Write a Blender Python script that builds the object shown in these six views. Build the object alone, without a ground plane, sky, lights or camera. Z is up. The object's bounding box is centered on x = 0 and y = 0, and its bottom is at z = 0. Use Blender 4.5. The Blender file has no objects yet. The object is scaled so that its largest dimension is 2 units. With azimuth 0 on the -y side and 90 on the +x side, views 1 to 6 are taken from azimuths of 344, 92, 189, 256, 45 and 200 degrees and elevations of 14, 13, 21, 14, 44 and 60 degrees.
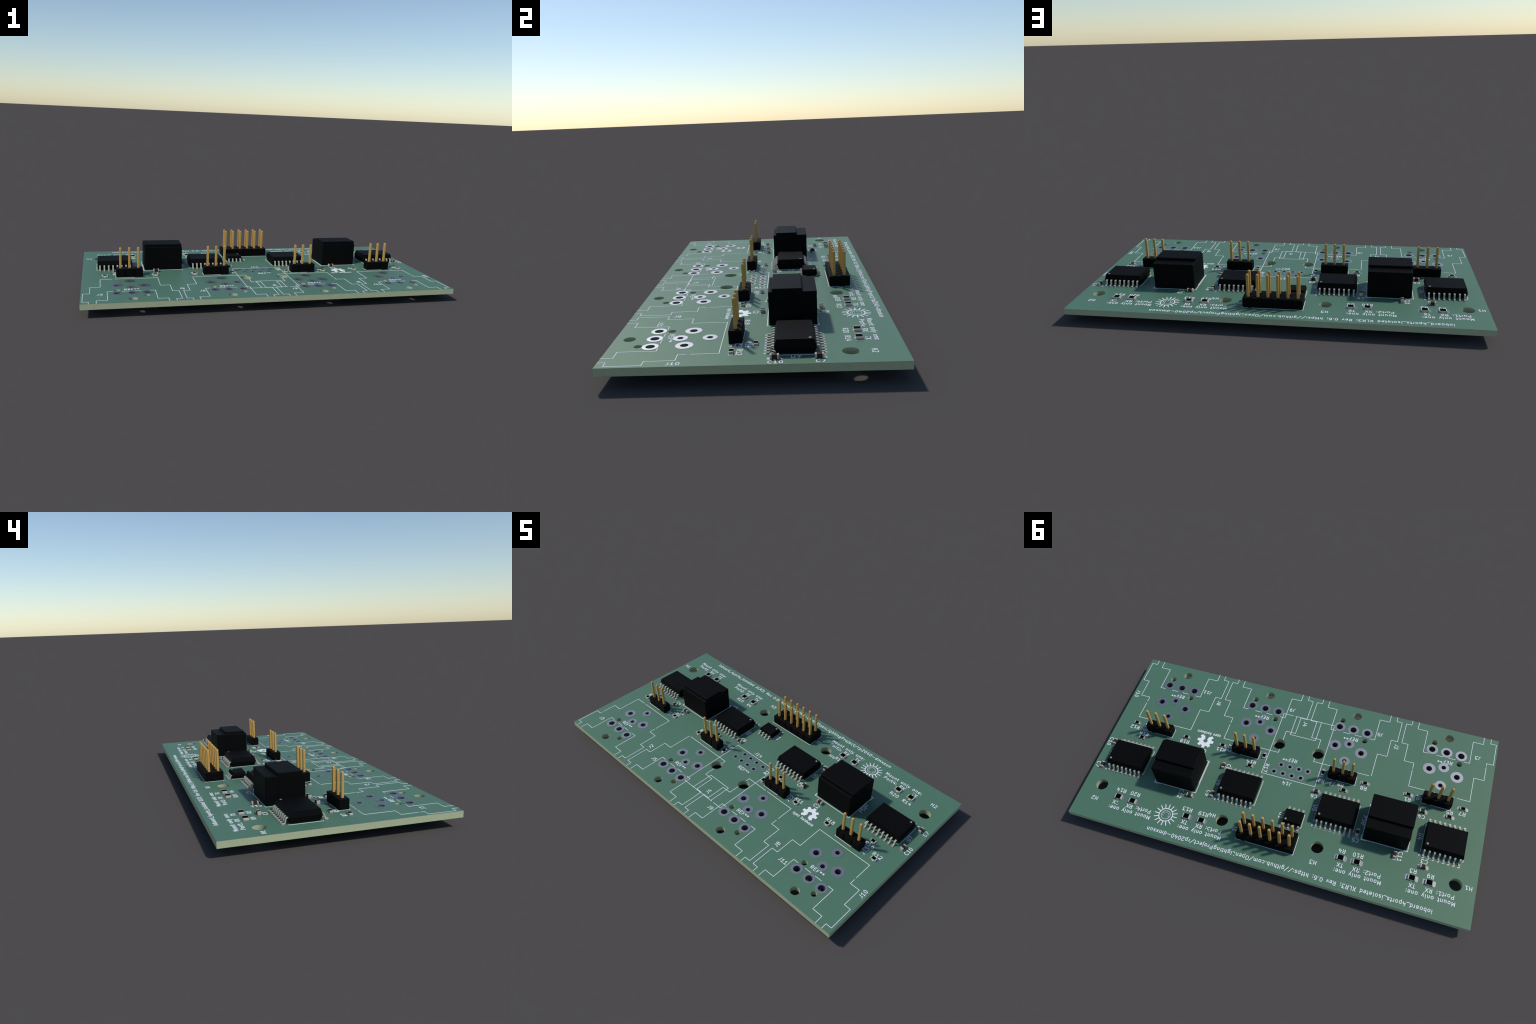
"""Rectangular green circuit board with four unpopulated connector footprints, pin
headers, small outline chips, power converter blocks and chip resistors/capacitors.
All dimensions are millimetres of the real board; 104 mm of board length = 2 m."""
import bpy, bmesh, math
from mathutils import Vector, Matrix

S = 2.0 / 104.0                 # metres per millimetre
BW, BH = 104.0, 54.0            # board outline
Z_TOP = 3.87                    # top face of the board
THICK = 1.54
Z_BOT = Z_TOP - THICK
MASK = 0.03                     # solder mask thickness
PROUD = 0.02                    # copper / ink height above the mask

scene = bpy.context.scene
coll = scene.collection


# ------------------------------------------------------------------ materials
def material(name, color, rough=0.6, metal=0.0, spec=0.5, grain=0.0, grain_scale=60.0, bump=0.0, tint=None):
    """Principled surface whose base colour is broken up by a little fine noise."""
    m = bpy.data.materials.new(name)
    m.use_nodes = True
    nt = m.node_tree
    b = nt.nodes["Principled BSDF"]
    b.inputs["Roughness"].default_value = rough
    b.inputs["Metallic"].default_value = metal
    b.inputs["Specular IOR Level"].default_value = spec
    if tint:
        b.inputs["Specular Tint"].default_value = (*tint, 1)
    tc = nt.nodes.new("ShaderNodeTexCoord")
    no = nt.nodes.new("ShaderNodeTexNoise")
    no.inputs["Scale"].default_value = grain_scale
    no.inputs["Detail"].default_value = 3.0
    nt.links.new(tc.outputs["Object"], no.inputs["Vector"])
    ramp = nt.nodes.new("ShaderNodeValToRGB")
    lo = [max(0.0, c * (1.0 - grain)) for c in color]
    hi = [min(1.0, c * (1.0 + grain)) for c in color]
    ramp.color_ramp.elements[0].position = 0.3
    ramp.color_ramp.elements[0].color = (*lo, 1)
    ramp.color_ramp.elements[1].position = 0.7
    ramp.color_ramp.elements[1].color = (*hi, 1)
    nt.links.new(no.outputs["Fac"], ramp.inputs["Fac"])
    nt.links.new(ramp.outputs["Color"], b.inputs["Base Color"])
    if bump > 0:
        bp = nt.nodes.new("ShaderNodeBump")
        bp.inputs["Strength"].default_value = bump
        bp.inputs["Distance"].default_value = 0.0005
        nt.links.new(no.outputs["Fac"], bp.inputs["Height"])
        nt.links.new(bp.outputs["Normal"], b.inputs["Normal"])
    return m


M_MASK = material("green_solder_mask", (0.078, 0.177, 0.121), 0.50, spec=0.44, grain=0.02, grain_scale=8, tint=(1.0, 0.91, 0.60))
M_FR4 = material("glass_fibre_laminate", (0.417, 0.459, 0.29), 0.8, spec=0.2, grain=0.03, grain_scale=40)
M_INK = material("white_printing_ink", (0.83, 0.84, 0.865), 0.6, spec=0.3, grain=0.01)
M_PAD = material("tinned_copper", (0.42, 0.425, 0.44), 0.45, metal=1.0, grain=0.02)
M_PLASTIC = material("black_moulded_plastic", (0.0029, 0.0029, 0.0030), 0.6, spec=0.065, grain=0.06, grain_scale=120)
M_HEADER = material("black_header_plastic", (0.0031, 0.0029, 0.0028), 0.6, spec=0.065, grain=0.06, grain_scale=120)
M_EPOXY = material("black_chip_epoxy", (0.0029, 0.0029, 0.0030), 0.6, spec=0.065, grain=0.06, grain_scale=120)
M_GOLD = material("gold_plated_pin", (0.53, 0.315, 0.083), 0.6, spec=0.3, grain=0.03)
M_LEAD = material("tin_plated_lead", (0.41, 0.41, 0.335), 0.6, spec=0.3, grain=0.03)
M_TERM = material("tin_plated_terminal", (0.43, 0.425, 0.355), 0.6, spec=0.3, grain=0.03)
M_CERAMIC = material("white_alumina", (0.62, 0.60, 0.40), 0.7, spec=0.3, grain=0.02)
M_GLASS = material("black_resistor_film", (0.0012, 0.0012, 0.0016), 0.8, spec=0.03, grain=0.05)
M_BROWN = material("brown_capacitor_ceramic", (0.045, 0.017, 0.0095), 0.7, spec=0.2, grain=0.05)
M_DOT = material("pale_pin_one_mark", (0.30, 0.285, 0.23), 0.7, spec=0.2, grain=0.02)


# ------------------------------------------------------------------ geometry helpers
def finish(bm, name, mat, smooth_angle=None):
    """bmesh in millimetres -> mesh datablock in metres."""
    bmesh.ops.recalc_face_normals(bm, faces=bm.faces[:])
    bmesh.ops.scale(bm, vec=(S, S, S), verts=bm.verts[:])
    me = bpy.data.meshes.new(name)
    bm.to_mesh(me)
    bm.free()
    me.materials.append(mat)
    if smooth_angle:
        for p in me.polygons:
            p.use_smooth = True
        me.set_sharp_from_angle(angle=math.radians(smooth_angle))
    return me


def place(name, data, parent=None, loc=(0, 0, 0), rot=0.0):
    ob = bpy.data.objects.new(name, data)
    ob.location = (loc[0] * S, loc[1] * S, loc[2] * S)
    ob.rotation_euler = (0, 0, math.radians(rot))
    ob.parent = parent
    coll.objects.link(ob)
    return ob


def prism(bm, outline, z0, z1):
    """Vertical prism over a closed 2D outline."""
    lo = [bm.verts.new((x, y, z0)) for x, y in outline]
    hi = [bm.verts.new((x, y, z1)) for x, y in outline]
    n = len(outline)
    bm.faces.new(hi)
    bm.faces.new(lo[::-1])
    for i in range(n):
        bm.faces.new((lo[i], lo[(i + 1) % n], hi[(i + 1) % n], hi[i]))
    return lo, hi


def box(bm, x0, x1, y0, y1, z0, z1, bevel=0.0, segs=2, skip_bottom=False):
    lo, hi = prism(bm, [(x0, y0), (x1, y0), (x1, y1), (x0, y1)], z0, z1)
    if bevel > 0:
        vs = set(lo + hi)
        es = [e for e in bm.edges if e.verts[0] in vs and e.verts[1] in vs]
        if skip_bottom:
            es = [e for e in es if not (e.verts[0].co.z < z0 + 1e-6 and e.verts[1].co.z < z0 + 1e-6)]
        bmesh.ops.bevel(bm, geom=es, offset=bevel, segments=segs, profile=0.5, affect='EDGES')


def loft(bm, rings):
    """Closed solid through rectangles given as (half_x, half_y, z)."""
    vs = [[bm.verts.new((sx * hx, sy * hy, z)) for sx, sy in ((-1, -1), (1, -1), (1, 1), (-1, 1))]
          for hx, hy, z in rings]
    for a, b in zip(vs, vs[1:]):
        for i in range(4):
            bm.faces.new((a[i], a[(i + 1) % 4], b[(i + 1) % 4], b[i]))
    bm.faces.new(vs[0][::-1])
    bm.faces.new(vs[-1])


def arc(cx, cy, r, a0, a1, n, ry=None):
    ry = r if ry is None else ry
    return [(cx + r * math.cos(math.radians(a0 + (a1 - a0) * i / n)),
             cy + ry * math.sin(math.radians(a0 + (a1 - a0) * i / n))) for i in range(n + 1)]


def circle(cx, cy, r, n=48):
    return arc(cx, cy, r, 0, 360, n)[:-1]


def rounded_rect(w, h, r, n=5):
    hx, hy = w / 2 - r, h / 2 - r
    return (arc(hx, hy, r, 0, 90, n) + arc(-hx, hy, r, 90, 180, n)
            + arc(-hx, -hy, r, 180, 270, n) + arc(hx, -hy, r, 270, 360, n))


def annulus(bm, r0, r1, z0, z1, n=48, cx=0.0, cy=0.0):
    """Ring with a square cross-section."""
    rows = [[bm.verts.new((cx + r * math.cos(2 * math.pi * i / n), cy + r * math.sin(2 * math.pi * i / n), z))
             for i in range(n)] for r, z in ((r0, z0), (r1, z0), (r1, z1), (r0, z1))]
    for k in range(4):
        a, b = rows[k], rows[(k + 1) % 4]
        for i in range(n):
            bm.faces.new((a[i], a[(i + 1) % n], b[(i + 1) % n], b[i]))


def fillet(pts, r, n=4):
    """Round the corners of an open 2D path."""
    out = [Vector(pts[0])]
    for a, b, c in zip(pts, pts[1:], pts[2:]):
        a, b, c = Vector(a), Vector(b), Vector(c)
        d = min(r, (a - b).length * 0.49, (c - b).length * 0.49)
        p, q = b + (a - b).normalized() * d, b + (c - b).normalized() * d
        for i in range(n + 1):
            t = i / n
            out.append(p * (1 - t) ** 2 + b * 2 * t * (1 - t) + q * t * t)
    out.append(Vector(pts[-1]))
    return out


# ------------------------------------------------------------------ ink lines
ink_level = 0


def ribbon(bm, pts, width, closed=False):
    """Flat line of ink with round ends, a hair above the mask. Successive lines lie at
    slightly different heights so that crossing lines never share a plane."""
    global ink_level
    ink_level = (ink_level + 1) % 9
    z1 = Z_TOP + PROUD + 0.0015 * ink_level
    z0 = Z_TOP - 0.012 + 0.0008 * ink_level
    p = [Vector(q) for q in pts]
    h = width / 2
    n = len(p)

    def side(i):
        if closed:
            a, b = p[i] - p[i - 1], p[(i + 1) % n] - p[i]
        else:
            a = p[i] - p[i - 1] if i > 0 else p[1] - p[0]
            b = p[i + 1] - p[i] if i < n - 1 else p[-1] - p[-2]
        a, b = a.normalized(), b.normalized()
        na, nb = Vector((-a.y, a.x)), Vector((-b.y, b.x))
        m = (na + nb).normalized()
        return m * (h / max(0.6, m.dot(na)))

    left = [p[i] + side(i) for i in range(n)]
    right = [p[i] - side(i) for i in range(n)]
    # the top climbs very slightly along the stroke, so that one crossing itself is safe too
    zt = [z1 + (0.0 if closed else 0.009 * i / (n - 1)) for i in range(n)]
    tl = [bm.verts.new((*v, z)) for v, z in zip(left, zt)]
    tr = [bm.verts.new((*v, z)) for v, z in zip(right, zt)]
    bl, br = [bm.verts.new((*v, z0)) for v in left], [bm.verts.new((*v, z0)) for v in right]
    for i in range(n if closed else n - 1):
        j = (i + 1) % n
        bm.faces.new((tr[i], tr[j], tl[j], tl[i]))
        bm.faces.new((bl[i], bl[j], br[j], br[i]))
        bm.faces.new((tl[i], tl[j], bl[j], bl[i]))
        bm.faces.new((br[i], br[j], tr[j], tr[i]))
    if not closed:
        for i, tv, bv, tw, bw in ((0, tl[0], bl[0], tr[0], br[0]), (n - 1, tr[-1], br[-1], tl[-1], bl[-1])):
            v = Vector((tv.co.x, tv.co.y)) - p[i]
            a0 = math.atan2(v.y, v.x)
            tops, bots = [tv], [bv]
            for k in range(1, 5):
                a = a0 + math.pi * k / 5
                x, y = p[i].x + h * math.cos(a), p[i].y + h * math.sin(a)
                tops.append(bm.verts.new((x, y, zt[i])))
                bots.append(bm.verts.new((x, y, z0)))
            tops.append(tw)
            bots.append(bw)
            bm.faces.new(tops)
            bm.faces.new(bots[::-1])
            for k in range(5):
                bm.faces.new((tops[k], bots[k], bots[k + 1], tops[k + 1]))


# Small tented drill openings: printing ink is cut away over them.
INK_CUTS = [(46.90, -11.55, 0.30), (20.91, -11.34, 0.30), (-31.10, -11.40, 0.22), (-49.77, -17.88, 0.2),
            (-43.48, -6.12, 0.32), (4.24, -19.06, 0.30), (-20.79, -6.11, 0.30), (11.70, -6.08, 0.28),
            (3.62, 25.10, 0.20), (6.25, 25.42, 0.30), (40.85, 21.15, 0.30), (15.02, 21.50, 0.26),
            (-24.05, 20.45, 0.20), (38.22, -16.45, 0.15), (5.50, -8.81, 1.68), (-5.65, -8.81, 1.68)]


def cut_for_drills(pts):
    """Split a polyline where it runs over one of the small drill openings."""
    near = [c for c in INK_CUTS if any((Vector(q) - Vector(c[:2])).length < 14 for q in pts)]
    if not near:
        return [pts]
    dense = [Vector(pts[0])]
    for a, b in zip(pts, pts[1:]):
        a, b = Vector(a), Vector(b)
        k = max(1, int((b - a).length / 0.05))
        dense += [a + (b - a) * (i / k) for i in range(1, k + 1)]
    runs, cur, cut = [], [], False
    for q in dense:
        if any((q - Vector(c[:2])).length < c[2] for c in near):
            cut = True
            if len(cur) > 1:
                runs.append(cur)
            cur = []
        else:
            cur.append(q)
    if len(cur) > 1:
        runs.append(cur)
    return runs if cut else [pts]


def ink_line(bm, pts, width=0.12, closed=False, corner=50.0):
    """Draw a polyline; sharp corners start a new round-ended stroke."""
    if closed:
        ribbon(bm, pts, width, True)
        return
    for run in cut_for_drills([Vector(q) for q in pts]):
        piece = [Vector(run[0])]
        for i in range(1, len(run)):
            piece.append(Vector(run[i]))
            if i < len(run) - 1:
                a, b = Vector(run[i]) - Vector(run[i - 1]), Vector(run[i + 1]) - Vector(run[i])
                if a.length > 0 and b.length > 0 and a.angle(b) > math.radians(corner):
                    ribbon(bm, piece, width)
                    piece = [Vector(run[i])]
        ribbon(bm, piece, width)


# ------------------------------------------------------------------ single-stroke lettering
# Each character: advance width and pen strokes on a grid 21 units tall (baseline 0,
# capitals 21, small letters 14).
GLYPHS = {}


def glyph(ch, advance, *strokes):
    GLYPHS[ch] = (advance, strokes)


glyph(' ', 16)
glyph('A', 18, [(4,6), (14,6)], [(2,0), (9,21), (16,0)])
glyph('B', 21, [(12,11), (15,10), (16,9), (17,7), (17,4), (16,2), (15,1), (13,0), (5,0), (5,21), (12,21), (14,20), (15,19), (16,17), (16,15), (15,13), (14,12), (12,11), (5,11)])
glyph('C', 21, [(17,2), (16,1), (13,0), (11,0), (8,1), (6,3), (5,5), (4,9), (4,12), (5,16), (6,18), (8,20), (11,21), (13,21), (16,20), (17,19)])
glyph('E', 19, [(5,11), (12,11)], [(15,0), (5,0), (5,21), (15,21)])
glyph('F', 18, [(12,11), (5,11)], [(5,0), (5,21), (15,21)])
glyph('H', 22, [(5,0), (5,21)], [(5,11), (17,11)], [(17,0), (17,21)])
glyph('J', 16, [(11,21), (11,6), (10,3), (8,1), (5,0), (3,0)])
glyph('L', 17, [(15,0), (5,0), (5,21)])
glyph('M', 24, [(5,0), (5,21), (12,6), (19,21), (19,0)])
glyph('O', 22, [(9,21), (13,21), (15,20), (17,18), (18,14), (18,7), (17,3), (15,1), (13,0), (9,0), (7,1), (5,3), (4,7), (4,14), (5,18), (7,20), (9,21)])
glyph('P', 21, [(5,0), (5,21), (13,21), (15,20), (16,19), (17,17), (17,14), (16,12), (15,11), (13,10), (5,10)])
glyph('R', 21, [(17,0), (10,10)], [(5,0), (5,21), (13,21), (15,20), (16,19), (17,17), (17,14), (16,12), (15,11), (13,10), (5,10)])
glyph('S', 20, [(4,1), (7,0), (12,0), (14,1), (15,2), (16,4), (16,6), (15,8), (14,9), (12,10), (8,11), (6,12), (5,13), (4,15), (4,17), (5,19), (6,20), (8,21), (13,21), (16,20)])
glyph('T', 16, [(2,21), (14,21)], [(8,0), (8,21)])
glyph('U', 22, [(5,21), (5,4), (6,2), (7,1), (9,0), (13,0), (15,1), (16,2), (17,4), (17,21)])
glyph('X', 20, [(3,21), (17,0)], [(17,21), (3,0)])
glyph('0', 20, [(9,21), (11,21), (13,20), (14,19), (15,17), (16,13), (16,8), (15,4), (14,2), (13,1), (11,0), (9,0), (7,1), (6,2), (5,4), (4,8), (4,13), (5,17), (6,19), (7,20), (9,21)])
glyph('1', 20, [(16,0), (4,0)], [(10,0), (10,21), (8,18), (6,16), (4,15)])
glyph('2', 20, [(4,19), (5,20), (7,21), (12,21), (14,20), (15,19), (16,17), (16,15), (15,12), (3,0), (16,0)])
glyph('3', 20, [(3,21), (16,21), (9,13), (12,13), (14,12), (15,11), (16,9), (16,4), (15,2), (14,1), (12,0), (6,0), (4,1), (3,2)])
glyph('4', 20, [(14,14), (14,0)], [(9,22), (4,7), (17,7)])
glyph('5', 20, [(15,21), (5,21), (4,11), (5,12), (7,13), (12,13), (14,12), (15,11), (16,9), (16,4), (15,2), (14,1), (12,0), (7,0), (5,1), (4,2)])
glyph('6', 20, [(14,21), (10,21), (8,20), (7,19), (5,16), (4,12), (4,4), (5,2), (6,1), (8,0), (12,0), (14,1), (15,2), (16,4), (16,9), (15,11), (14,12), (12,13), (8,13), (6,12), (5,11), (4,9)])
glyph('7', 20, [(3,21), (17,21), (8,0)])
glyph('8', 20, [(8,12), (6,13), (5,14), (4,16), (4,17), (5,19), (6,20), (8,21), (12,21), (14,20), (15,19), (16,17), (16,16), (15,14), (14,13), (12,12), (8,12), (6,11), (5,10), (4,8), (4,4), (5,2), (6,1), (8,0), (12,0), (14,1), (15,2), (16,4), (16,8), (15,10), (14,11), (12,12)])
glyph('9', 20, [(6,0), (10,0), (12,1), (13,2), (15,5), (16,9), (16,17), (15,19), (14,20), (12,21), (8,21), (6,20), (5,19), (4,17), (4,12), (5,10), (6,9), (8,8), (12,8), (14,9), (15,10), (16,12)])
glyph(':', 10, [(5,2), (6,1), (5,0), (4,1), (5,2), (5,0)], [(5,13), (6,12), (5,11), (4,12), (5,13), (5,11)])
glyph(';', 10, [(6,1), (6,0), (5,-2), (4,-3)], [(5,13), (6,12), (5,11), (4,12), (5,13), (5,11)])
glyph('.', 10, [(5,2), (6,1), (5,0), (4,1), (5,2), (5,0)])
glyph('/', 22, [(20,22), (2,-5)])
glyph('_', 16, [(0,-2), (16,-2)])
glyph('-', 26, [(5,8), (21,8)])
glyph('*', 16, [(8,21), (8,16)], [(3,18), (8,16), (13,18)], [(5,12), (8,16), (11,12)])
glyph('a', 19, [(14,0), (14,11), (13,13), (11,14), (7,14), (5,13)], [(14,1), (12,0), (7,0), (5,1), (4,3), (4,5), (5,7), (7,8), (12,8), (14,9)])
glyph('b', 19, [(5,0), (5,21)], [(5,13), (7,14), (11,14), (13,13), (14,12), (15,10), (15,4), (14,2), (13,1), (11,0), (7,0), (5,1)])
glyph('c', 18, [(14,1), (12,0), (8,0), (6,1), (5,2), (4,4), (4,10), (5,12), (6,13), (8,14), (12,14), (14,13)])
glyph('d', 19, [(14,0), (14,21)], [(14,1), (12,0), (8,0), (6,1), (5,2), (4,4), (4,10), (5,12), (6,13), (8,14), (12,14), (14,13)])
glyph('e', 18, [(13,1), (11,0), (7,0), (5,1), (4,3), (4,11), (5,13), (7,14), (11,14), (13,13), (14,11), (14,9), (4,7)])
glyph('g', 19, [(14,14), (14,-3), (13,-5), (12,-6), (10,-7), (7,-7), (5,-6)], [(14,1), (12,0), (8,0), (6,1), (5,2), (4,4), (4,10), (5,12), (6,13), (8,14), (12,14), (14,13)])
glyph('h', 19, [(5,0), (5,21)], [(14,0), (14,11), (13,13), (11,14), (8,14), (6,13), (5,12)])
glyph('i', 10, [(5,0), (5,14)], [(5,21), (4,20), (5,19), (6,20), (5,21), (5,19)])
glyph('j', 10, [(5,14), (5,-4), (4,-6), (2,-7), (1,-7)], [(5,21), (4,20), (5,19), (6,20), (5,21), (5,19)])
glyph('l', 11, [(8,0), (6,1), (5,3), (5,21)])
glyph('m', 28, [(5,0), (5,14)], [(5,12), (6,13), (8,14), (11,14), (13,13), (14,11), (14,0)], [(14,11), (15,13), (17,14), (20,14), (22,13), (23,11), (23,0)])
glyph('n', 19, [(5,14), (5,0)], [(5,12), (6,13), (8,14), (11,14), (13,13), (14,11), (14,0)])
glyph('p', 19, [(5,14), (5,-7)], [(5,13), (7,14), (11,14), (13,13), (14,12), (15,10), (15,4), (14,2), (13,1), (11,0), (7,0), (5,1)])
glyph('r', 13, [(5,0), (5,14)], [(5,10), (6,12), (7,13), (9,14), (11,14)])
glyph('s', 17, [(4,1), (6,0), (10,0), (12,1), (13,3), (13,4), (12,6), (10,7), (7,7), (5,8), (4,10), (4,11), (5,13), (7,14), (10,14), (12,13)])
glyph('t', 12, [(2,14), (10,14)], [(5,21), (5,3), (6,1), (8,0), (10,0)])
glyph('u', 19, [(14,14), (14,0)], [(5,14), (5,3), (6,1), (8,0), (11,0), (13,1), (14,2)])
glyph('v', 16, [(3,14), (8,0), (13,14)])
glyph('w', 22, [(3,14), (7,0), (11,10), (15,0), (19,14)])
glyph('x', 17, [(3,0), (14,14)], [(3,14), (14,0)])
glyph('y', 16, [(3,14), (8,0)], [(13,14), (8,0), (6,-5), (5,-6), (3,-7)])
glyph('o', 19, [(8,0), (6,1), (5,2), (4,4), (4,10), (5,12), (6,13), (8,14), (11,14), (13,13), (14,12), (15,10), (15,4), (14,2), (13,1), (11,0), (8,0)])


def text_width(s):
    return sum(GLYPHS[c][0] for c in s) / 21.0


def lettering(bm, s, cx, cy, rot=0.0, size=0.985, stroke=0.15, width=None, sx=1.0):
    """Write s centred on (cx, cy)."""
    w = text_width(s)
    kx = (width / w) if width else size * sx
    ca, sa = math.cos(math.radians(rot)), math.sin(math.radians(rot))
    pen = -w * kx / 2
    for ch in s:
        adv, strokes = GLYPHS[ch]
        for st in strokes:
            pts = []
            for gx, gy in st:
                x, y = pen + gx / 21.0 * kx, (gy / 21.0 - 0.5) * size
                pts.append((cx + x * ca - y * sa, cy + x * sa + y * ca))
            ink_line(bm, pts, stroke)
        pen += adv / 21.0 * kx


def label(s, cx, cy, rot=0.0, **kw):
    bm = bmesh.new()
    lettering(bm, s, cx, cy, rot, **kw)
    place("printed_label", finish(bm, "printed_label", M_INK), root)


# ================================================================== the board
root = bpy.data.objects.new("circuit_board", None)
root.empty_display_size = 0.1
coll.objects.link(root)
root["label"] = "green circuit board with black chips, gold pin headers, white print"
root["category"] = "circuit board"

PORTS = (39.0, 13.0, -13.0, -39.0)          # centre of each audio-style connector footprint

# (x, y, pad diameter, drill diameter) relative to the centre line of one connector footprint
PORT_PADS = [(3.97, -19.22, 3.1, 1.75), (0.04, -19.22, 3.1, 1.75), (-3.90, -19.22, 3.1, 1.75),
             (3.70, -12.96, 3.35, 1.55), (-3.76, -12.34, 3.35, 1.55),
             (0.03, -14.32, 2.85, 1.19), (-0.03, -8.65, 2.85, 1.19)]
PORT_HOLES = [(0.01, -24.07, 2.36), (3.71, -21.60, 1.55), (-3.78, -16.59, 1.55)]
JACK_PADS = ([(3.02 - 2.495 * i, -2.60, 1.78, 0.90) for i in range(4)]
             + [(4.27 - 2.49 * i, -0.10, 1.78, 0.90) for i in range(4)])
MOUNT_HOLES = [(-47.08, 17.12, 3.12), (47.08, 17.10, 3.12), (12.57, 17.62, 3.12), (-12.85, 17.62, 3.12),
               (5.50, -8.81, 3.18), (-5.65, -8.81, 3.18)]
HEADERS = {"three": [(38.75, -3.53), (13.40, -3.75), (-13.71, -3.49), (-38.88, -3.50)], "twelve": (-0.08, 18.84)}
PITCH = 2.495

plated = [(px + x, y, d, h) for px in PORTS for x, y, d, h in PORT_PADS] + JACK_PADS
bare = [(px + x, y, d) for px in PORTS for x, y, d in PORT_HOLES] + MOUNT_HOLES


def drilled_slab(name, mat, z0, z1, inset, grow):
    """Rectangular sheet with all drill holes, from a filled curve."""
    cu = bpy.data.curves.new(name, 'CURVE')
    cu.dimensions = '2D'
    cu.fill_mode = 'BOTH'
    cu.extrude = (z1 - z0) / 2 * S
    hx, hy = BW / 2 - inset, BH / 2 - inset
    loops = [[(-hx, -hy), (hx, -hy), (hx, hy), (-hx, hy)]]
    loops += [circle(x, y, d / 2 + grow, 56 if d > 2 else 40) for x, y, d in bare]
    loops += [circle(x, y, h / 2 + 0.03, 36) for x, y, d, h in plated]
    for lp in loops:
        sp = cu.splines.new('POLY')
        sp.points.add(len(lp) - 1)
        for pt, (x, y) in zip(sp.points, lp):
            pt.co = (x * S, y * S, 0, 1)
        sp.use_cyclic_u = True
    tmp = bpy.data.objects.new(name, cu)
    coll.objects.link(tmp)
    bpy.context.view_layer.update()
    me = bpy.data.meshes.new_from_object(tmp.evaluated_get(bpy.context.evaluated_depsgraph_get()))
    bpy.data.objects.remove(tmp)
    bpy.data.curves.remove(cu)
    me.name = name
    me.materials.clear()
    me.materials.append(mat)
    bm = bmesh.new()
    bm.from_mesh(me)
    bmesh.ops.remove_doubles(bm, verts=bm.verts[:], dist=1e-7)
    bmesh.ops.recalc_face_normals(bm, faces=bm.faces[:])
    bm.to_mesh(me)
    bm.free()
    for p in me.polygons:
        p.use_smooth = True
    me.set_sharp_from_angle(angle=math.radians(30))
    return place(name, me, root, (0, 0, (z0 + z1) / 2))


drilled_slab("board_core", M_FR4, Z_BOT + MASK, Z_TOP - MASK, 0.0, 0.0)
drilled_slab("solder_mask", M_MASK, Z_TOP - MASK, Z_TOP, 0.004, 0.006)
drilled_slab("solder_mask", M_MASK, Z_BOT, Z_BOT + MASK, 0.004, 0.006)

# plated through holes: a land on each face and the barrel between them
pad_cache = {}
for x, y, d, h in plated:
    key = (d, h)
    if key not in pad_cache:
        bm = bmesh.new()
        annulus(bm, h / 2, d / 2, Z_TOP - 0.01, Z_TOP + 2.2 * PROUD)   # lies over the ink
        annulus(bm, h / 2, d / 2, Z_BOT - PROUD, Z_BOT + 0.01)
        annulus(bm, h / 2 + 0.002, h / 2 + 0.04, Z_BOT - 0.005, Z_TOP + 0.005)
        pad_cache[key] = finish(bm, "plated_hole", M_PAD, 40)
    place("plated_hole", pad_cache[key], root, (x, y, 0))

# lands under the header pins, seen only from below
bm = bmesh.new()
annulus(bm, 0.3, 0.85, Z_BOT - PROUD, Z_BOT + 0.01, 28)
pin_land = finish(bm, "pin_land", M_PAD)


# ------------------------------------------------------------------ printed connector outlines
def mirror_path(path):
    return [(-0.08 - (x + 0.08), y) for x, y in path]


OUTER = [(-10.95, -26.98), (-10.95, -25.50), (-12.47, -25.50), (-12.47, -18.89), (-10.72, -18.89),
         (-10.72, -13.43), (-8.06, -13.43), (-8.06, -6.11)]
INNER = [(-9.07, -26.98), (-9.07, -24.73), (-6.33, -24.73), (-6.33, -17.66), (-4.88, -17.66)]
port_paths = [OUTER, mirror_path(OUTER), [(-8.06, -6.11), (7.90, -6.09)], INNER,
              mirror_path(INNER), [(-2.58, -17.67), (-0.72, -17.67)], [(0.66, -17.67), (2.55, -17.67)]]
for px in PORTS:
    bm = bmesh.new()
    for path in port_paths:
        ink_line(bm, [(px + x, y) for x, y in path], 0.12)
    place("connector_outline", finish(bm, "connector_outline", M_INK), root)

bm = bmesh.new()
ink_line(bm, [(7.38, 1.28), (-7.56, 1.28), (-7.56, -19.06), (7.38, -19.06), (7.38, 1.28)], 0.12)
ink_line(bm, [(3.54, -19.0), (3.54, -12.68), (-3.73, -12.68), (-3.73, -19.0)], 0.12)
place("connector_outline", finish(bm, "connector_outline", M_INK), root)

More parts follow.
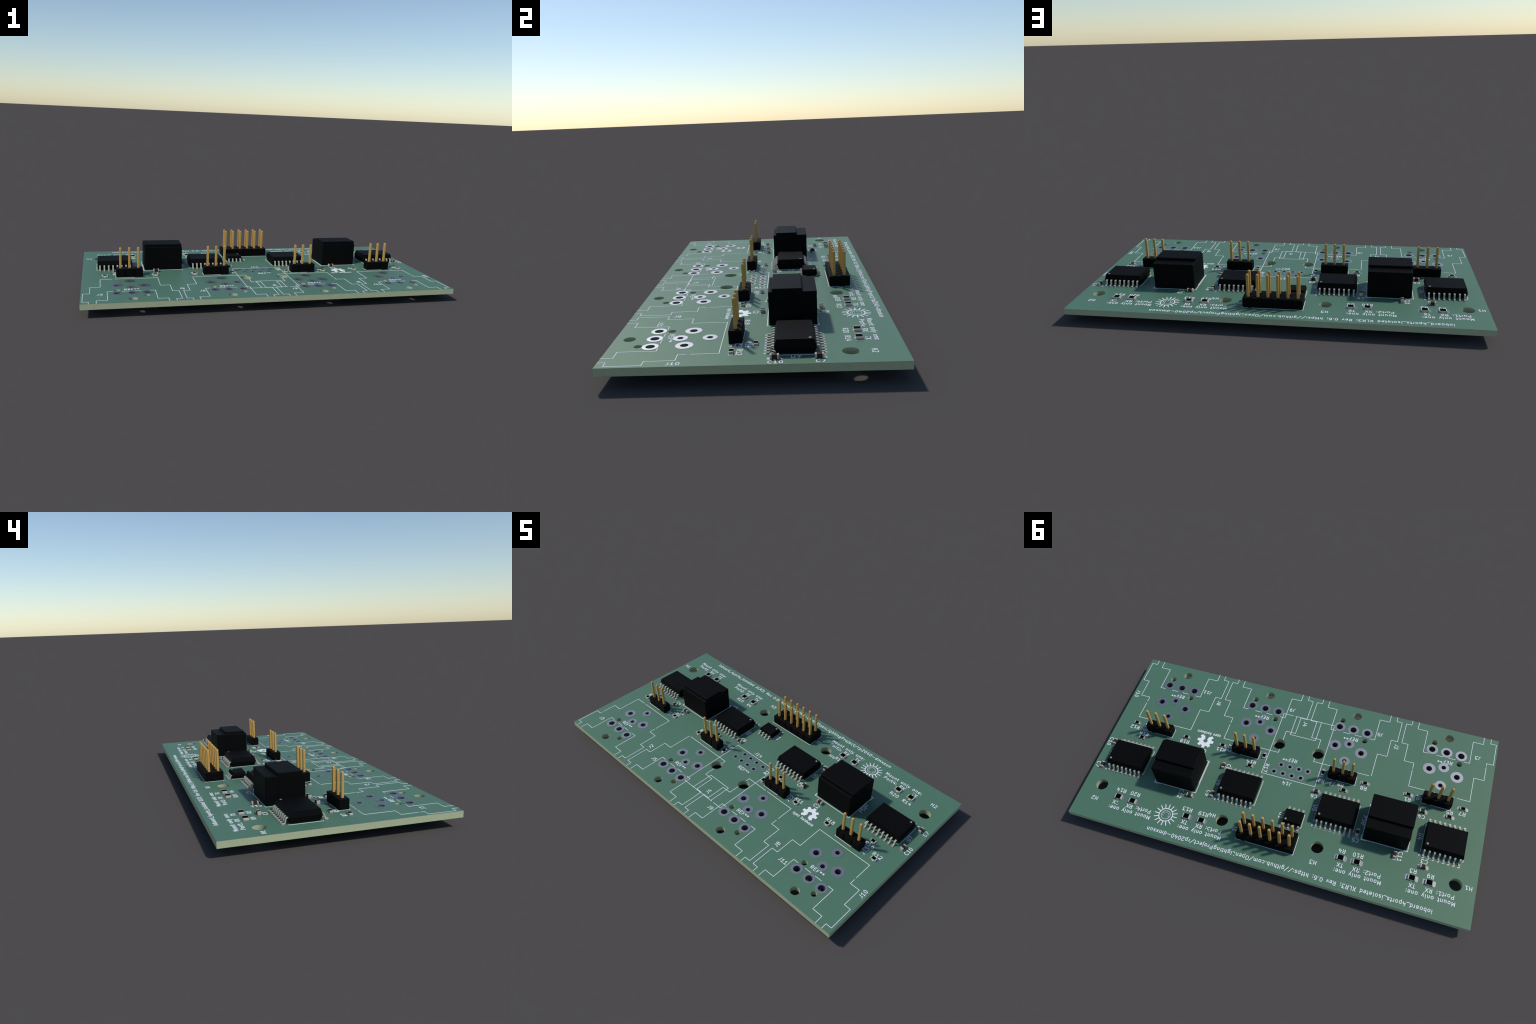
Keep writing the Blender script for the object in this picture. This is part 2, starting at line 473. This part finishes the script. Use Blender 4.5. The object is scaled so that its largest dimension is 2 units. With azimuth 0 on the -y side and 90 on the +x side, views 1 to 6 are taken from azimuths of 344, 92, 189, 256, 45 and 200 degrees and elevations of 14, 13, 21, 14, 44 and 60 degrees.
# ------------------------------------------------------------------ printed words
label("ioboard_4ports_isolated XLR3; Rev 0.6; https://github.com/OpenLightingProject/rp2040-dmxsun",
      -6.36, 25.36, width=73.36)
for n, cx, y in ((4, 36.6, 20.93), (3, 17.0, 20.97), (2, -24.1, 20.50), (1, -41.85, 20.47)):
    label("Mount only one:", cx, y + 1.62)
    label("Port%d: RX   TX" % n, cx, y)
for px in PORTS:
    label("REF**", px, -16.20)
label("REF**", 1.15, -4.74)
for s, x, y, r in (
        ("J10", 50.83, -13.59, 90), ("J11", 31.15, -19.79, 0), ("J8", 26.57, -17.13, 90), ("J9", 5.40, -20.80, 0),
        ("J4", 0.55, -17.22, 90), ("J5", -20.44, -19.77, 0), ("J2", -25.55, -17.16, 90), ("J3", -47.20, -19.94, 0),
        ("J14", -0.17, 2.56, 0), ("J13", 43.38, -3.35, 90), ("J12", 18.15, -3.58, 90), ("J6", -34.25, -3.46, 90),
        ("J7", -11.71, -0.92, 0), ("J1", 8.50, 18.85, 90),
        ("R12", 46.50, -2.52, 0), ("R16", 43.05, -1.15, 0), ("R18", 31.08, -2.07, 0), ("R11", 20.40, -2.40, 0),
        ("R17", 6.61, -0.50, 90), ("R15", 11.07, -1.20, 0), ("R2", -8.70, -0.95, 0), ("R6", -13.90, -1.22, 0),
        ("R8", -19.95, -2.01, 0), ("R1", -31.61, -2.09, 0), ("R5", -42.62, -1.51, 0), ("R7", -45.75, -2.02, 0),
        ("R14", 41.23, 17.23, 0), ("R20", 37.23, 17.22, 0), ("R13", 22.22, 17.35, 0), ("R19", 17.75, 17.42, 0),
        ("R4", -19.05, 16.76, 0), ("R10", -23.12, 16.77, 0), ("R3", -36.80, 16.76, 0), ("R9", -41.05, 16.83, 0),
        ("C10", 51.10, 3.92, 90), ("C7", 51.02, 11.62, 90), ("C12", 25.82, 13.58, 90), ("C8", 16.50, 2.20, 90),
        ("C9", 18.90, 11.32, 90), ("C6", -8.09, 4.03, 0), ("C4", -35.97, 1.72, 0), ("C5", -21.40, 12.94, 0),
        ("C11", -32.98, 14.00, 90), ("C3", -38.87, 13.60, 0), ("C2", 25.00, -0.64, 0), ("C1", -31.10, -0.65, 0),
        ("H1", -50.18, 17.17, 0), ("H2", 47.14, 21.31, 0), ("H3", -12.92, 21.74, 0), ("H4", 15.45, 17.00, 0),
        ("U7", 49.00, 7.45, 90), ("U6", 17.20, 7.48, 90), ("U5", -9.33, 7.25, 90), ("U4", -36.75, 7.21, 90),
        ("U1", -1.53, 11.90, 90), ("PS2", -22.30, 6.95, 90), ("PS2", -22.75, 7.25, 90),
        ("PS2", 34.55, 7.10, 90), ("PS2", 34.10, 7.95, 90)):
    label(s, x, y, r)
label("open hardware", 25.52, -6.40, size=0.86, stroke=0.13, width=6.95)

# open gear emblem: eight-tooth gear with a keyhole opening towards -y
bm = bmesh.new()
gx, gy, r_hole, r_root, r_tip = 25.59, -3.90, 0.60, 1.72, 2.34
outline = arc(0, 0, r_hole, -62, 242, 30)
outer = [(r_tip * 0.92 * math.cos(math.radians(-110)), r_tip * 0.92 * math.sin(math.radians(-110)))]
for k in range(5, -2, -1):                       # teeth from lower left over the top to lower right
    a = 45 * k
    for da, r in ((15.5, r_root), (9.5, r_tip), (-9.5, r_tip), (-15.5, r_root)):
        outer.append((r * math.cos(math.radians(a + da)), r * math.sin(math.radians(a + da))))
outer.append((r_tip * 0.92 * math.cos(math.radians(-70)), r_tip * 0.92 * math.sin(math.radians(-70))))
outer[0] = (r_root * 1.02 * math.cos(math.radians(-112)), r_root * 1.02 * math.sin(math.radians(-112)))
outer[-1] = (r_root * 1.02 * math.cos(math.radians(-68)), r_root * 1.02 * math.sin(math.radians(-68)))
prism(bm, [(gx + x, gy + y) for x, y in outline + outer], Z_TOP - 0.01, Z_TOP + PROUD)
bmesh.ops.triangulate(bm, faces=[f for f in bm.faces if len(f.verts) > 8])
place("gear_emblem", finish(bm, "gear_emblem", M_INK), root)

# sun emblem: ring with sixteen rays around a round five-pole socket
bm = bmesh.new()
ex, ey = 27.08, 20.44
for k in range(16):
    a = math.radians(22.5 * k)
    ink_line(bm, [(ex + r * math.cos(a), ey + r * math.sin(a)) for r in (1.85, 3.0)], 0.21)
ink_line(bm, circle(ex, ey, 1.80, 60), 0.21, closed=True)
ink_line(bm, circle(ex, ey, 1.18, 48), 0.085, closed=True)
for a in (-148, -90, -34, 14, 165):
    x, y = ex + 0.78 * math.cos(math.radians(a)), ey + 0.78 * math.sin(math.radians(a))
    prism(bm, circle(x, y, 0.12, 12), Z_TOP - 0.01, Z_TOP + PROUD)
place("sun_emblem", finish(bm, "sun_emblem", M_INK), root)


def component_outline(paths, cx, cy, rot=0.0, width=0.12, fills=()):
    bm = bmesh.new()
    c, s = math.cos(math.radians(rot)), math.sin(math.radians(rot))
    tr = lambda p: (cx + p[0] * c - p[1] * s, cy + p[0] * s + p[1] * c)
    for p in paths:
        ink_line(bm, [tr(q) for q in p], width)
    for f in fills:
        prism(bm, [tr(q) for q in f], Z_TOP - 0.01, Z_TOP + PROUD)
    place("component_outline", finish(bm, "component_outline", M_INK), root)


def smd_pad(w, h, r):
    bm = bmesh.new()
    prism(bm, rounded_rect(w, h, r), Z_TOP - 0.01, Z_TOP + PROUD)
    return finish(bm, "solder_pad", M_PAD)


# ------------------------------------------------------------------ pin headers
def pin_mesh():
    bm = bmesh.new()
    w = 0.32
    rows = [(0.20, 0.87), (w, 1.30), (w, 12.08), (0.27, 12.26), (0.15, 12.36)]
    c = 0.07
    rings = []
    for h, z in rows:
        k = min(c, h * 0.5)
        pts = [(h, h - k), (h - k, h), (-h + k, h), (-h, h - k), (-h, -h + k), (-h + k, -h), (h - k, -h), (h, -h + k)]
        rings.append([bm.verts.new((x, y, z)) for x, y in pts])
    for a, b in zip(rings, rings[1:]):
        for i in range(8):
            bm.faces.new((a[i], a[(i + 1) % 8], b[(i + 1) % 8], b[i]))
    bm.faces.new(rings[0][::-1])
    bm.faces.new(rings[-1])
    return finish(bm, "header_pin", M_GOLD)


def header_body(n, rows):
    """Row of octagonal cells: V grooves between neighbouring positions on the long sides."""
    hw = PITCH / 2 + (rows - 1) * PITCH / 2
    g, q = 0.28, 0.26
    top, bottom = [], []
    for i in range(n):
        x0 = (i - n / 2) * PITCH
        bottom += [(x0 + g * (0.5 if i == 0 else 0.62), -hw), (x0 + PITCH - g * (0.5 if i == n - 1 else 0.62), -hw)]
        if i < n - 1:
            bottom.append((x0 + PITCH, -hw + q))
    xl, xr = -n * PITCH / 2, n * PITCH / 2
    outline = [(xl, -hw + 0.14)] + bottom + [(xr, -hw + 0.14)]
    outline += [(-x, -y) for x, y in outline]
    bm = bmesh.new()
    lo, hi = prism(bm, outline, Z_TOP + 0.02, Z_TOP + 2.50)
    his = set(hi)
    bmesh.ops.bevel(bm, geom=[e for e in bm.edges if e.verts[0] in his and e.verts[1] in his],
                    offset=0.07, segments=1, affect='EDGES')
    return finish(bm, "header_body", M_HEADER)


PIN = pin_mesh()
BODY3, BODY12 = header_body(3, 1), header_body(6, 2)


def pin_header(cx, cy, n, rows, body):
    h = place("pin_header", None, root, (cx, cy, 0))
    place("header_body", body, h)
    for r in range(rows):
        for i in range(n):
            x, y = (i - (n - 1) / 2) * PITCH, (r - (rows - 1) / 2) * PITCH
            place("header_pin", PIN, h, (x, y, 0))
            place("pin_land", pin_land, h, (x, y, 0))
    hw, e = 1.33 + (rows - 1) * PITCH / 2, n * PITCH / 2 + 0.06
    s = n * PITCH / 2 - PITCH                       # the first position (+x end) has its own corner mark
    paths = [[(s, hw), (-e, hw), (-e, -hw), (s if rows == 1 else e, -hw)],
             [(e, hw - 1.33), (e, hw), (e - 1.33, hw)]]
    if rows == 1:
        paths.append([(s, -hw), (s, hw)])
    else:
        paths += [[(e, -hw), (e, hw - 2.6)], [(s, hw), (s, hw - 2.6), (e, hw - 2.6)]]
    component_outline(paths, cx, cy)


for x, y in HEADERS["three"]:
    pin_header(x, y, 3, 1, BODY3)
pin_header(*HEADERS["twelve"], 6, 2, BODY12)


# ------------------------------------------------------------------ small outline chips
def chip_lead(path, width, thick):
    """Gull-wing lead: flat strip bent along a path in the y-z plane."""
    pts = fillet(path, 0.22, 5)
    bm = bmesh.new()
    rings = []
    for i, p in enumerate(pts):
        a = pts[i] - pts[i - 1] if i else pts[1] - pts[0]
        b = pts[i + 1] - pts[i] if i < len(pts) - 1 else pts[-1] - pts[-2]
        t = (a.normalized() + b.normalized()).normalized()
        nrm = Vector((-t.y, t.x)) * thick / 2
        rings.append([bm.verts.new((sx * width / 2, p.x + k * nrm.x, p.y + k * nrm.y))
                      for sx, k in ((-1, -1), (1, -1), (1, 1), (-1, 1))])
    for a, b in zip(rings, rings[1:]):
        for i in range(4):
            bm.faces.new((a[i], a[(i + 1) % 4], b[(i + 1) % 4], b[i]))
    bm.faces.new(rings[0][::-1])
    bm.faces.new(rings[-1])
    return finish(bm, "chip_lead", M_LEAD, 35)


def chip_body(hx, hy, top, mid, dx, dy):
    bm = bmesh.new()
    loft(bm, [(hx - dx, hy - dy, Z_TOP + 0.12), (hx, hy, Z_TOP + mid - 0.05), (hx, hy, Z_TOP + mid + 0.05),
              (hx - dx, hy - dy, Z_TOP + top)])
    bmesh.ops.bevel(bm, geom=[e for e in bm.edges], offset=0.02, segments=1, affect='EDGES')
    return finish(bm, "chip_body", M_EPOXY)


bm = bmesh.new()
prism(bm, circle(0, 0, 0.27, 24), -0.02, 0.012)
DOT = finish(bm, "pin_one_mark", M_DOT)

WIDE = dict(n=8, body=chip_body(5.08, 3.72, 2.74, 1.38, 0.24, 0.44), hx=5.08, top=2.74,
            lead=chip_lead([(3.6, Z_TOP + 1.36), (4.18, Z_TOP + 1.36), (4.42, Z_TOP + 0.15), (5.15, Z_TOP + 0.15)], 0.42, 0.25),
            pad=smd_pad(0.6, 1.95, 0.2), py=4.62, dot=(4.12, 2.62), silk=(5.22, 3.80),
            tri=[(4.98, 4.66), (5.52, 4.55), (5.40, 5.30)])
NARROW = dict(n=4, body=chip_body(2.42, 1.93, 1.76, 0.90, 0.19, 0.22), hx=2.42, top=1.76,
              lead=chip_lead([(1.85, Z_TOP + 0.88), (2.28, Z_TOP + 0.88), (2.48, Z_TOP + 0.14), (3.05, Z_TOP + 0.14)], 0.42, 0.22),
              pad=smd_pad(0.6, 1.5, 0.2), py=2.55, dot=(1.68, 1.16), silk=(2.52, 1.93),
              tri=[(2.36, 2.50), (2.86, 2.40), (2.76, 3.08)])


def chip(cx, cy, kind):
    c = place("chip", None, root, (cx, cy, 0))
    place("chip_body", kind["body"], c)
    place("pin_one_mark", DOT, c, (kind["dot"][0], kind["dot"][1], Z_TOP + kind["top"]))
    n = kind["n"]
    for i in range(n):
        x = (i - (n - 1) / 2) * 1.247
        for rot in (0, 180):
            place("chip_lead", kind["lead"], c, (x, 0, 0), rot)
            place("solder_pad", kind["pad"], root, (cx + x, cy + (kind["py"] if rot == 0 else -kind["py"]), 0))
    sx, sy = kind["silk"]
    component_outline([[(k * (sx - 0.24), -sy), (k * sx, -sy), (k * sx, sy), (k * (sx - 0.24), sy)] for k in (1, -1)],
                      cx, cy, fills=[kind["tri"]])


for x, y in ((43.0, 7.42), (11.22, 7.46), (-15.2, 7.20), (-42.66, 7.22)):
    chip(x, y, WIDE)
chip(-4.90, 11.97, NARROW)


# ------------------------------------------------------------------ power converters
# Two overlapping package outlines share one position: a low wide block and a taller, narrower one.
def rounded_block(bm, x0, x1, y0, y1, z0, z1, r=0.32, top=0.17):
    """Moulded block: round vertical corners, a small straight chamfer around the top."""
    w, d = x1 - x0, y1 - y0
    cx, cy = (x0 + x1) / 2, (y0 + y1) / 2
    rows = [(0.0, z0), (0.0, z1 - top), (top * 0.35, z1 - top * 0.3), (top, z1)]
    rings = []
    for inset, z in rows:
        pts = rounded_rect(w - 2 * inset, d - 2 * inset, r - inset * 0.8, 7)
        rings.append([bm.verts.new((cx + x, cy + y, z)) for x, y in pts])
    n = len(rings[0])
    for a, b in zip(rings, rings[1:]):
        for i in range(n):
            bm.faces.new((a[i], a[(i + 1) % n], b[(i + 1) % n], b[i]))
    bm.faces.new(rings[0][::-1])
    bm.faces.new(rings[-1])


def converter(name_x, dx_tall):
    c = place("power_converter", None, root, (name_x, 0, 0))
    bm = bmesh.new()
    rounded_block(bm, -5.55, 5.53, 2.43, 12.03, Z_TOP + 0.03, Z_TOP + 6.95)
    place("wide_block", finish(bm, "wide_block", M_PLASTIC), c)
    bm = bmesh.new()
    rounded_block(bm, -5.56 + dx_tall, 5.55 + dx_tall, 3.18, 9.13, Z_TOP + 0.05, Z_TOP + 7.66)
    place("tall_block", finish(bm, "tall_block", M_PLASTIC), c)
    bm = bmesh.new()
    box(bm, -0.25, 0.25, -0.15, 0.15, 0.0, Z_TOP + 0.2, 0.04, 1)
    me = finish(bm, "converter_pin", M_LEAD)
    for i in range(4):
        place("converter_pin", me, c, ((1.5 - i) * PITCH, 7.75, 0))
        place("pin_land", pin_land, c, ((1.5 - i) * PITCH, 7.75, 0))
    x0, x1 = -5.93, 5.72
    component_outline([[(x0, 2.05), (x1, 2.05), (x1, 12.22), (x0, 12.22), (x0, 2.05)],
                       [(x1 + 0.16, 11.0), (x1 + 0.16, 12.38), (x1 - 1.25, 12.38)],
                       [(x0 + 0.24, 2.12), (x0 + 0.24, 9.22)],
                       [(x1 + 0.12, 8.1), (x1 + 0.12, 9.35)]], name_x, 0.0, width=0.13)


converter(28.0, 0.09)
converter(-28.55, -0.08)


# ------------------------------------------------------------------ chip resistors and capacitors
def resistor_kind(L, W, H, term, film, pad_c, pad_l, pad_w, dash):
    k = {}
    bm = bmesh.new()
    box(bm, -L / 2 + 0.03, L / 2 - 0.03, -W / 2 + 0.01, W / 2 - 0.01, Z_TOP + 0.04, Z_TOP + H - 0.03)
    k["core"] = finish(bm, "resistor_core", M_CERAMIC)
    bm = bmesh.new()
    box(bm, -film, film, -W / 2 + 0.018, W / 2 - 0.018, Z_TOP + H - 0.05, Z_TOP + H + 0.01, 0.02, 1)
    k["film"] = finish(bm, "resistor_film", M_GLASS)
    bm = bmesh.new()
    box(bm, L / 2 - term, L / 2, -W / 2, W / 2, Z_TOP + 0.022, Z_TOP + H, 0.03, 1)
    k["term"] = finish(bm, "resistor_terminal", M_TERM)
    k["pad"], k["pc"], k["dash"] = smd_pad(pad_l, pad_w, 0.22), pad_c, dash
    return k


SMALL = resistor_kind(1.60, 0.82, 0.45, 0.33, 0.52, 0.90, 0.93, 0.92, (0.20, 0.53))
LARGE = resistor_kind(1.95, 1.28, 0.50, 0.34, 0.70, 1.05, 1.02, 1.38, (0.24, 0.74))


def resistor(cx, cy, kind, rot=0.0):
    r = place("resistor", None, root, (cx, cy, 0), rot)
    place("resistor_core", kind["core"], r)
    place("resistor_film", kind["film"], r)
    for a in (0, 180):
        place("resistor_terminal", kind["term"], r, rot=a)
        place("solder_pad", kind["pad"], r, (kind["pc"] * math.cos(math.radians(a)), 0, 0))
    dx, dy = kind["dash"]
    component_outline([[(-dx, s * dy), (dx, s * dy)] for s in (1, -1)], cx, cy, rot)


for x, y, r in ((46.45, -3.93, 0), (43.02, 0.29, 0), (31.05, -3.45, 0), (20.38, -3.78, 0), (8.25, -3.85, 90),
                (11.07, 0.19, 0), (-8.50, -3.38, 90), (-15.06, 0.22, 0), (-19.99, -3.45, 0), (-31.53, -3.50, 0),
                (-42.68, -0.12, 0), (-45.68, -3.42, 0)):
    resistor(x, y, SMALL, r)
for x, y in ((41.13, 19.25), (37.04, 19.37), (21.75, 19.32), (17.60, 19.34), (-19.10, 18.63), (-23.15, 18.63),
             (-36.76, 18.58), (-40.98, 18.56)):
    resistor(x, y, LARGE)

bm = bmesh.new()
box(bm, -0.56, 0.56, -0.40, 0.40, Z_TOP + 0.04, Z_TOP + 0.81, 0.02, 1)
CAP_CORE = finish(bm, "capacitor_core", M_BROWN)
bm = bmesh.new()
box(bm, 0.45, 0.80, -0.42, 0.42, Z_TOP + 0.022, Z_TOP + 0.83, 0.06, 2)
CAP_TERM = finish(bm, "capacitor_terminal", M_TERM, 50)
CAP_PAD = smd_pad(0.93, 0.95, 0.22)
for x, y, r in ((49.62, 3.78, 90), (49.60, 11.50, 90), (23.22, 13.40, 0), (17.80, 2.36, 90), (17.65, 11.35, 90),
                (-8.31, 2.66, 0), (-35.93, 0.30, 0), (-21.44, 10.90, 90), (-31.65, 14.00, 90), (-38.85, 15.07, 0),
                (-30.92, 0.56, 0), (24.92, 0.78, 0)):
    c = place("capacitor", None, root, (x, y, 0), r)
    place("capacitor_core", CAP_CORE, c)
    for a in (0, 180):
        place("capacitor_terminal", CAP_TERM, c, rot=a)
        place("solder_pad", CAP_PAD, c, (0.86 * math.cos(math.radians(a)), 0, 0))
    component_outline([[(-0.15, s * 0.53), (0.15, s * 0.53)] for s in (1, -1)], x, y, r)
